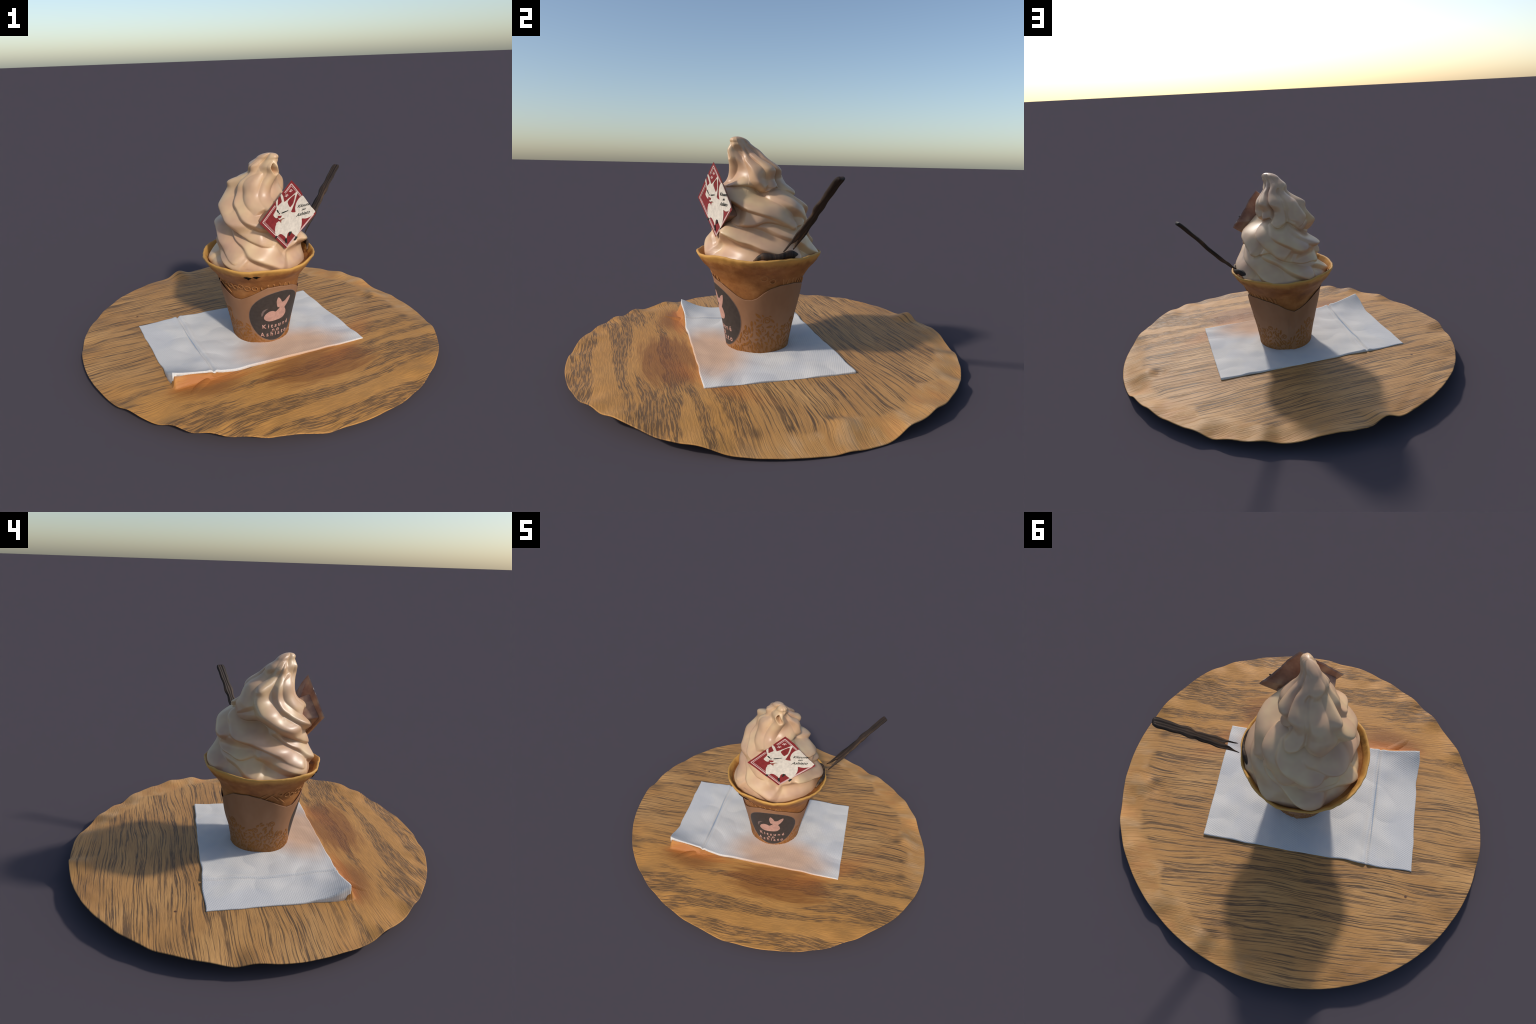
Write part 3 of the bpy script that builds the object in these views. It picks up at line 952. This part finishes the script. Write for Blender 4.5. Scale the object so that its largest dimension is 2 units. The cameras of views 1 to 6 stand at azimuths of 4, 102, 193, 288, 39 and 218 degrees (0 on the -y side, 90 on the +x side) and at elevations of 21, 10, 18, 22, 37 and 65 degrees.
    # local fullness of the strands: degrees, height, amount, spread in degrees and metres
    for deg, z, a, sd, sz in ((142, 0.895, -0.015, 26, 0.050), (196, 0.768, 0.013, 20, 0.030), (75, 0.935, 0.012, 14, 0.025),
                              (255, 0.830, 0.014, 15, 0.035), (284, 0.735, 0.014, 12, 0.030), (320, 0.985, 0.010, 20, 0.030)):
        dth = (T - math.radians(deg) + math.pi) % TAU - math.pi
        disp += a * np.exp(-(dth / math.radians(sd)) ** 2 - ((Zg - z) / sz) ** 2)
    disp += 0.0012 * wobble(T * 0.8, Zg * 6, 51, 1.4, 2)
    r = np.maximum(r + disp, 0.006)
    rows = [np.stack([cx + r*np.cos(th), cy + r*np.sin(th), Zg], -1)]
    top_r = r[-1] / 1.0
    slope = (S[-1, :2] - S[-6, :2]) / (zz[-1] - zz[-6])
    for k in range(1, 10):
        a = k / 10 * math.pi / 2
        rr, dz = top_r * math.cos(a), 0.028 * math.sin(a)
        rows.append(np.stack([S[-1, 0] + slope[0]*dz + rr*np.cos(th), S[-1, 1] + slope[1]*dz + rr*np.sin(th), np.full(nt, zz[-1] + dz)], -1)[None])
    V = np.concatenate(rows).reshape(-1, 3)
    # stay inside the wafer, and behind the plaque that leans on the swirl
    rel = V[:, :2] - AX
    rad = np.hypot(rel[:, 0], rel[:, 1])
    lim = np.where(V[:, 2] < 0.525, cone_r(V[:, 2]) - 0.010, 9.0)
    V[:, :2] = AX + rel * np.minimum(1, lim / rad)[:, None]
    q = V - np.array(PL)
    pu, pv, pn = np.array(PU), np.array(PV), np.array(PN)
    uu, vv, dd = q @ pu / (pu @ pu), q @ pv / (pv @ pv), q @ pn
    inside = smooth(-0.10, 0.0, uu) * smooth(1.12, 1.02, uu) * smooth(-0.10, 0.0, vv) * smooth(1.05, 0.95, vv)
    V -= pn * (np.maximum(dd + 0.012, 0) * inside)[:, None]
    n = nz + 9
    v = np.vstack([V, [[S[-1, 0] + slope[0]*0.028, S[-1, 1] + slope[1]*0.028, zz[-1] + 0.0282], [S[0, 0], S[0, 1], zz[0]]]])
    f = [*grid_faces(n, nt)]
    l = (n - 1) * nt
    f += [(n*nt, l + i, l + (i+1) % nt) for i in range(nt)] + [(n*nt+1, (i+1) % nt, i) for i in range(nt)]
    return fix_normals(new_mesh("ice_cream_swirl", v, f, M_CREAM))


swirl = add("ice_cream_swirl", build_swirl(), dessert)

# ------------------------------------------------------------------ square plaque
def on_plaque(u, v, h):
    bow = -0.007 * (1 - (2*u - 1) ** 2) * (1 - (2*v - 1) ** 2)
    return PL + PU * u + PV * v + PX * (max(u, 0) * max(v, 0)) + PN * (h + bow)


PLAQUE = [(0, 0), (.25, .004), (.5, -.004), (.75, .003), (1, 0), (1.022, .25), (1.05, .48), (1.075, .70), (1.092, .858), (1.045, .872), (1.0, .885), (.93, .882), (.881, .888), (.80, .897),
          (.72, .905), (.62, .925), (.54, .932), (.482, .937), (.44, .955), (.36, .968), (.30, .985), (.15, .992), (0, 1), (-.004, .75), (.006, .62), (-.010, .45), (.003, .25)]
THICK = 0.011


def build_plaque():
    me = shape_mesh([PLAQUE])
    bm = bmesh.new()
    bm.from_mesh(me)
    bmesh.ops.remove_doubles(bm, verts=bm.verts, dist=1e-6)
    bmesh.ops.triangulate(bm, faces=bm.faces)
    for _ in range(5):
        long = [e for e in bm.edges if e.calc_length() > 0.06]
        if not long:
            break
        bmesh.ops.subdivide_edges(bm, edges=long, cuts=1)
        bmesh.ops.triangulate(bm, faces=[f for f in bm.faces if len(f.verts) > 3])
    ext = bmesh.ops.extrude_face_region(bm, geom=list(bm.faces))
    back = {v for v in ext["geom"] if isinstance(v, bmesh.types.BMVert)}
    cu = Vector((0.5, 0.47, 0))
    for v in bm.verts:
        u, w = v.co.x, v.co.y
        if v in back:
            edge = min(u, w, 1 - w, 1.05 - u)
            d = THICK * 0.5 + 0.030 * float(smooth(0.0, 0.45, edge))
            v.co = on_plaque(0.5 + (u - 0.5) * 0.965, 0.47 + (w - 0.47) * 0.965, -d)
        else:
            v.co = on_plaque(u, w, 0)
    bmesh.ops.recalc_face_normals(bm, faces=bm.faces)
    bm.normal_update()
    face = [f for f in bm.faces if not any(v in back for v in f.verts)]
    if sum(f.normal.dot(PN) for f in face) < 0:
        bmesh.ops.reverse_faces(bm, faces=bm.faces)
    for f in bm.faces:
        f.material_index = 1
        f.smooth = False
    for f in face:
        f.material_index = 0
    me.materials.clear()
    me.materials.append(M_RED)
    me.materials.append(M_CHOC)
    bm.to_mesh(me)
    bm.free()
    me.name = "square_plaque"
    return me


plaque = add("square_plaque", build_plaque(), dessert)


def stroke(path, width):
    """Outline of an open path with the given width in plaque units."""
    p = np.asarray(path, float)
    t = np.gradient(p, axis=0)
    nrm = np.stack([-t[:, 1], t[:, 0]], -1)
    nrm /= np.linalg.norm(nrm, axis=1)[:, None]
    w = np.broadcast_to(np.asarray(width, float), (len(p),))[:, None] / 2
    return [*map(tuple, p + nrm * w)] + [*map(tuple, (p - nrm * w)[::-1])]


def print_on_plaque(name, loops, mat, lift=0.0):
    return add(name, wrap(shape_mesh(loops), lambda x, y, h: on_plaque(max(x, 0.004), max(y, 0.004), h + lift), mat, 0.08, 0.0010), plaque)


# double border lines on the four sides
def border(inset, w):
    a = inset
    sides = [[(a, a), (1 + .013 - a*0.2, a*0.3 + 0.004 + a*0.5)], [(a, a), (a, 0.44)], [(a, .735), (a, 1 - a)], [(a, 1 - a), (.455, .945 - a*0.7)], [(1.0 - a*0.6 + 0.03, a), (1.078 - a*0.5, .815)]]
    return [stroke(np.array(s), w) for s in sides]


for k, loop in enumerate(border(0.052, 0.016) + border(0.082, 0.007)):
    print_on_plaque("plaque_border", [loop], M_PINK, 0.0004)

fox = [(.378, .223), (.400, .170), (.423, .135), (.480, .085), (.549, .041), (.580, .045), (.600, .090), (.627, .129), (.680, .146), (.733, .150), (.790, .150), (.828, .140), (.826, .165), (.810, .193), (.790, .220),
       (.790, .250), (.812, .280), (.845, .296), (.900, .290), (.960, .294), (1.025, .292), (1.020, .330), (1.015, .374), (.990, .450), (.958, .512), (.910, .565), (.861, .609), (.925, .645), (.983, .699),
       (1.022, .760), (1.040, .830), (1.035, .868), (.960, .880), (.881, .884), (.800, .893), (.749, .899), (.620, .918), (.490, .931), (.470, .890), (.462, .845), (.470, .795), (.484, .752), (.515, .700), (.554, .659),
       (.600, .632), (.617, .616), (.585, .590), (.548, .572), (.525, .568), (.505, .574), (.500, .600), (.472, .657), (.426, .753), (.365, .840), (.304, .922), (.270, .800), (.235, .690), (.214, .625), (.200, .610), (.188, .613),
       (.130, .640), (.074, .667), (.030, .674), (-.008, .684), (-.010, .650), (.070, .612), (.144, .574), (.135, .520), (.116, .469), (.050, .520), (-.008, .566), (-.004, .512), (.060, .460), (.137, .415), (.160, .350),
       (.172, .290), (.225, .280), (.282, .285), (.315, .320), (.372, .302), (.405, .330), (.425, .365), (.455, .388), (.486, .399), (.465, .370), (.450, .346), (.458, .310), (.479, .285), (.440, .283), (.397, .283), (.383, .250), (.367, .216)]
ear = [(.277, .648), (.262, .690), (.272, .760), (.306, .848), (.365, .790), (.418, .715), (.430, .660), (.423, .613), (.370, .618), (.320, .630)]
print_on_plaque("plaque_fox", [[*map(tuple, curve_points(fox, n=3))], [*map(tuple, curve_points(ear, n=3))]], M_WHITE, 0.0010)
mouth = curve_points([(.283, .340), (.315, .358), (.330, .372), (.345, .376), (.364, .392), (.378, .360), (.362, .332), (.330, .318), (.300, .322)], n=4)
print_on_plaque("plaque_mouth", [[*map(tuple, mouth)]], M_RED, 0.0022)
for pts, w in (([(.160, .402), (.200, .398), (.247, .387)], (0.018, .026, .024)), ([(.322, .424), (.370, .480), (.425, .545)], (.020, .024, .012)), ([(.270, .378), (.290, .398)], (.02, .02))):
    print_on_plaque("plaque_face_line", [stroke(pts, w)], M_INK, 0.0022)
for pts, w in (([(.572, .055), (.580, .015), (.568, -.022)], (.050, .034, .036)), ([(.826, .142), (.850, .120), (.875, .112), (.905, .085)], (.046, .040, .034, .040)),
               ([(.820, .290), (.842, .255), (.850, .215)], (.060, .040, .026)), ([(1.032, .298), (1.045, .262), (1.050, .225)], (.055, .040, .036))):
    print_on_plaque("plaque_paw", [stroke(pts, w)], M_INK, 0.0022)
for cx, cy in ((.162, .838), (.150, .716)):
    loops = [[(cx + 0.000 + a, cy + b) for a, b in disc(0.018, 14)]]
    for k in range(4):
        ang = math.radians(225 - 90 + 60 + k * 48 - 70 + 45)
        ang = math.radians(62 + k * 50)
        loops.append([(cx + .034 * math.cos(ang) + a, cy + .034 * math.sin(ang) + b) for a, b in disc(0.0095, 10)])
    print_on_plaque("plaque_paw_print", [loops[0]], M_PINK, 0.0006)
    for lp in loops[1:]:
        print_on_plaque("plaque_paw_print", [lp], M_PINK, 0.0006)


# slanted script lettering, running along the direction of reading
def lettering(body, centre, size, shear):
    ex, ey = Vector((0.70, 0.66)), Vector((-0.56, 0.70))
    me = text_mesh(body, size, shear, 0.0012)

    def place(x, y, h):
        return on_plaque(centre[0] + ex.x * x + ey.x * y, centre[1] + ex.y * x + ey.y * y, h + 0.0022)
    add("plaque_lettering", wrap(me, place, M_INK, 0.08, 0.0008), plaque)


lettering("Kitsune", (.672, .812), 0.098, 0.35)
lettering("no", (.738, .757), 0.085, 0.35)
lettering("Ashiato", (.800, .690), 0.105, 0.35)


# chocolate wedge that carries the plaque on the swirl
def build_wedge():
    front = [(0.10, 0.06), (0.95, 0.05), (1.0, 0.60), (0.12, 0.62)]
    rows = []
    into = Vector((-0.62, 0.74, -0.10)).normalized()
    for t, s in ((0.0, 1.0), (0.4, 0.94), (0.8, 0.86), (1.0, 0.80)):
        c = (0.53, 0.33)
        rows.append([on_plaque(c[0] + (u - c[0]) * s, c[1] + (w - c[1]) * s, -0.006) + into * (0.10 * t) for u, w in front])
    v = [p for r in rows for p in r]
    f = [(i*4+j, i*4+(j+1) % 4, (i+1)*4+(j+1) % 4, (i+1)*4+j) for i in range(3) for j in range(4)] + [(0, 1, 2, 3), (12, 13, 14, 15)]
    return fix_normals(new_mesh("chocolate_wedge", v, f, M_CHOC, False))


wedge = add("chocolate_wedge", build_wedge(), dessert)
bev = wedge.modifiers.new("soft_edges", "BEVEL")
bev.width, bev.segments = 0.008, 3

# ------------------------------------------------------------------ spoon
def build_spoon():
    """A channel-shaped strip with a torn lower end."""
    a, b = Vector((0.466, 0.384, 0.912)), Vector((0.279, 0.178, 0.620))
    axis = (b - a).normalized()
    wdir = Vector((-0.745, 0.667, 0.005))
    wdir = (wdir - axis * wdir.dot(axis)).normalized()
    ndir = axis.cross(wdir).normalized()
    if ndir.z < 0:
        ndir = -ndir
    L = (b - a).length
    n, m = 60, 15
    outer, inner = [], []
    for i in range(n):
        t = i / (n - 1)
        half = 0.0225 + 0.005 * t + 0.0022 * math.sin(t * 17) + 0.0016 * math.sin(t * 31 + 1) - 0.005 * math.exp(-((t - 0.52) / 0.05) ** 2)
        half *= 1 - 0.25 * math.exp(-t / 0.02)
        fold = 0.015 + 0.003 * math.sin(t * 9)
        sway = 0.003 * math.sin(t * 6.5) + 0.001 * math.sin(t * 19)
        o, q = [], []
        for j in range(m):
            s = 2 * j / (m - 1) - 1
            torn = 0.0
            if t > 0.86:
                torn = (t - 0.86) / 0.14 * (0.075 * (abs(s + 0.1)) ** 1.6 - 0.034) + (0.030 * (t - 0.86) / 0.14 if s < -0.85 else 0)
            p = a + axis * (L * t + torn) + wdir * (half * s) + ndir * (sway - 0.25 * fold * (1 - abs(s) ** 1.6) + 0.0015 * math.sin(s * 11 + t * 3))
            o.append(p + ndir * 0.0085 * (1 - 0.7 * abs(s) ** 3))
            q.append(p - ndir * 0.0085 * (1 - 0.7 * abs(s) ** 3))
        outer.append(o)
        inner.append(q)
    v = [p for r in outer for p in r] + [p for r in inner for p in r]
    k = n * m
    f = []
    for i in range(n - 1):
        for j in range(m - 1):
            f.append((i*m+j, (i+1)*m+j, (i+1)*m+j+1, i*m+j+1))
            f.append((k+i*m+j, k+i*m+j+1, k+(i+1)*m+j+1, k+(i+1)*m+j))
        f.append((i*m, k+i*m, k+(i+1)*m, (i+1)*m))
        f.append((i*m+m-1, (i+1)*m+m-1, k+(i+1)*m+m-1, k+i*m+m-1))
    for j in range(m - 1):
        f.append((j, j+1, k+j+1, k+j))
        e = (n-1)*m
        f.append((e+j, k+e+j, k+e+j+1, e+j+1))
    return fix_normals(new_mesh("spoon", v, f, M_SPOON))


add("spoon", build_spoon(), dessert)


def build_spoon_tip():
    """The dark end of the spoon that shows between the cream and the wafer's lip."""
    n, m = 40, 12
    v = []
    for i in range(n):
        t = i / (n - 1)
        deg = 8 + 58 * t
        rad = 0.281 + 0.008 * math.sin(t * 5) - 0.012 * (1 - math.sin(math.pi * t))
        z = 0.541 + 0.012 * math.sin(t * math.pi) + 0.006 * math.sin(t * 13) - 0.018 * max(0, t - 0.8) * 5 - 0.02 * max(0, 0.15 - t) * 5
        w = (0.020 + 0.004 * math.sin(t * 11)) * (math.sin(math.pi * min(max(t, 0.02), 0.98)) ** 0.4)
        for j in range(m):
            b = TAU * j / m
            rr, dz = rad + 0.55 * w * math.cos(b), 0.9 * w * math.sin(b) + 0.002 * math.sin(3*b + t*9)
            v.append((AX[0] + rr*math.cos(math.radians(deg)), AX[1] + rr*math.sin(math.radians(deg)), z + dz))
    f = [(i*m+j, i*m+(j+1) % m, (i+1)*m+(j+1) % m, (i+1)*m+j) for i in range(n-1) for j in range(m)] + [tuple(range(m)), tuple(range((n-1)*m, n*m))]
    return fix_normals(new_mesh("spoon_bowl", v, f, M_SPOON))


add("spoon_bowl", build_spoon_tip(), dessert)
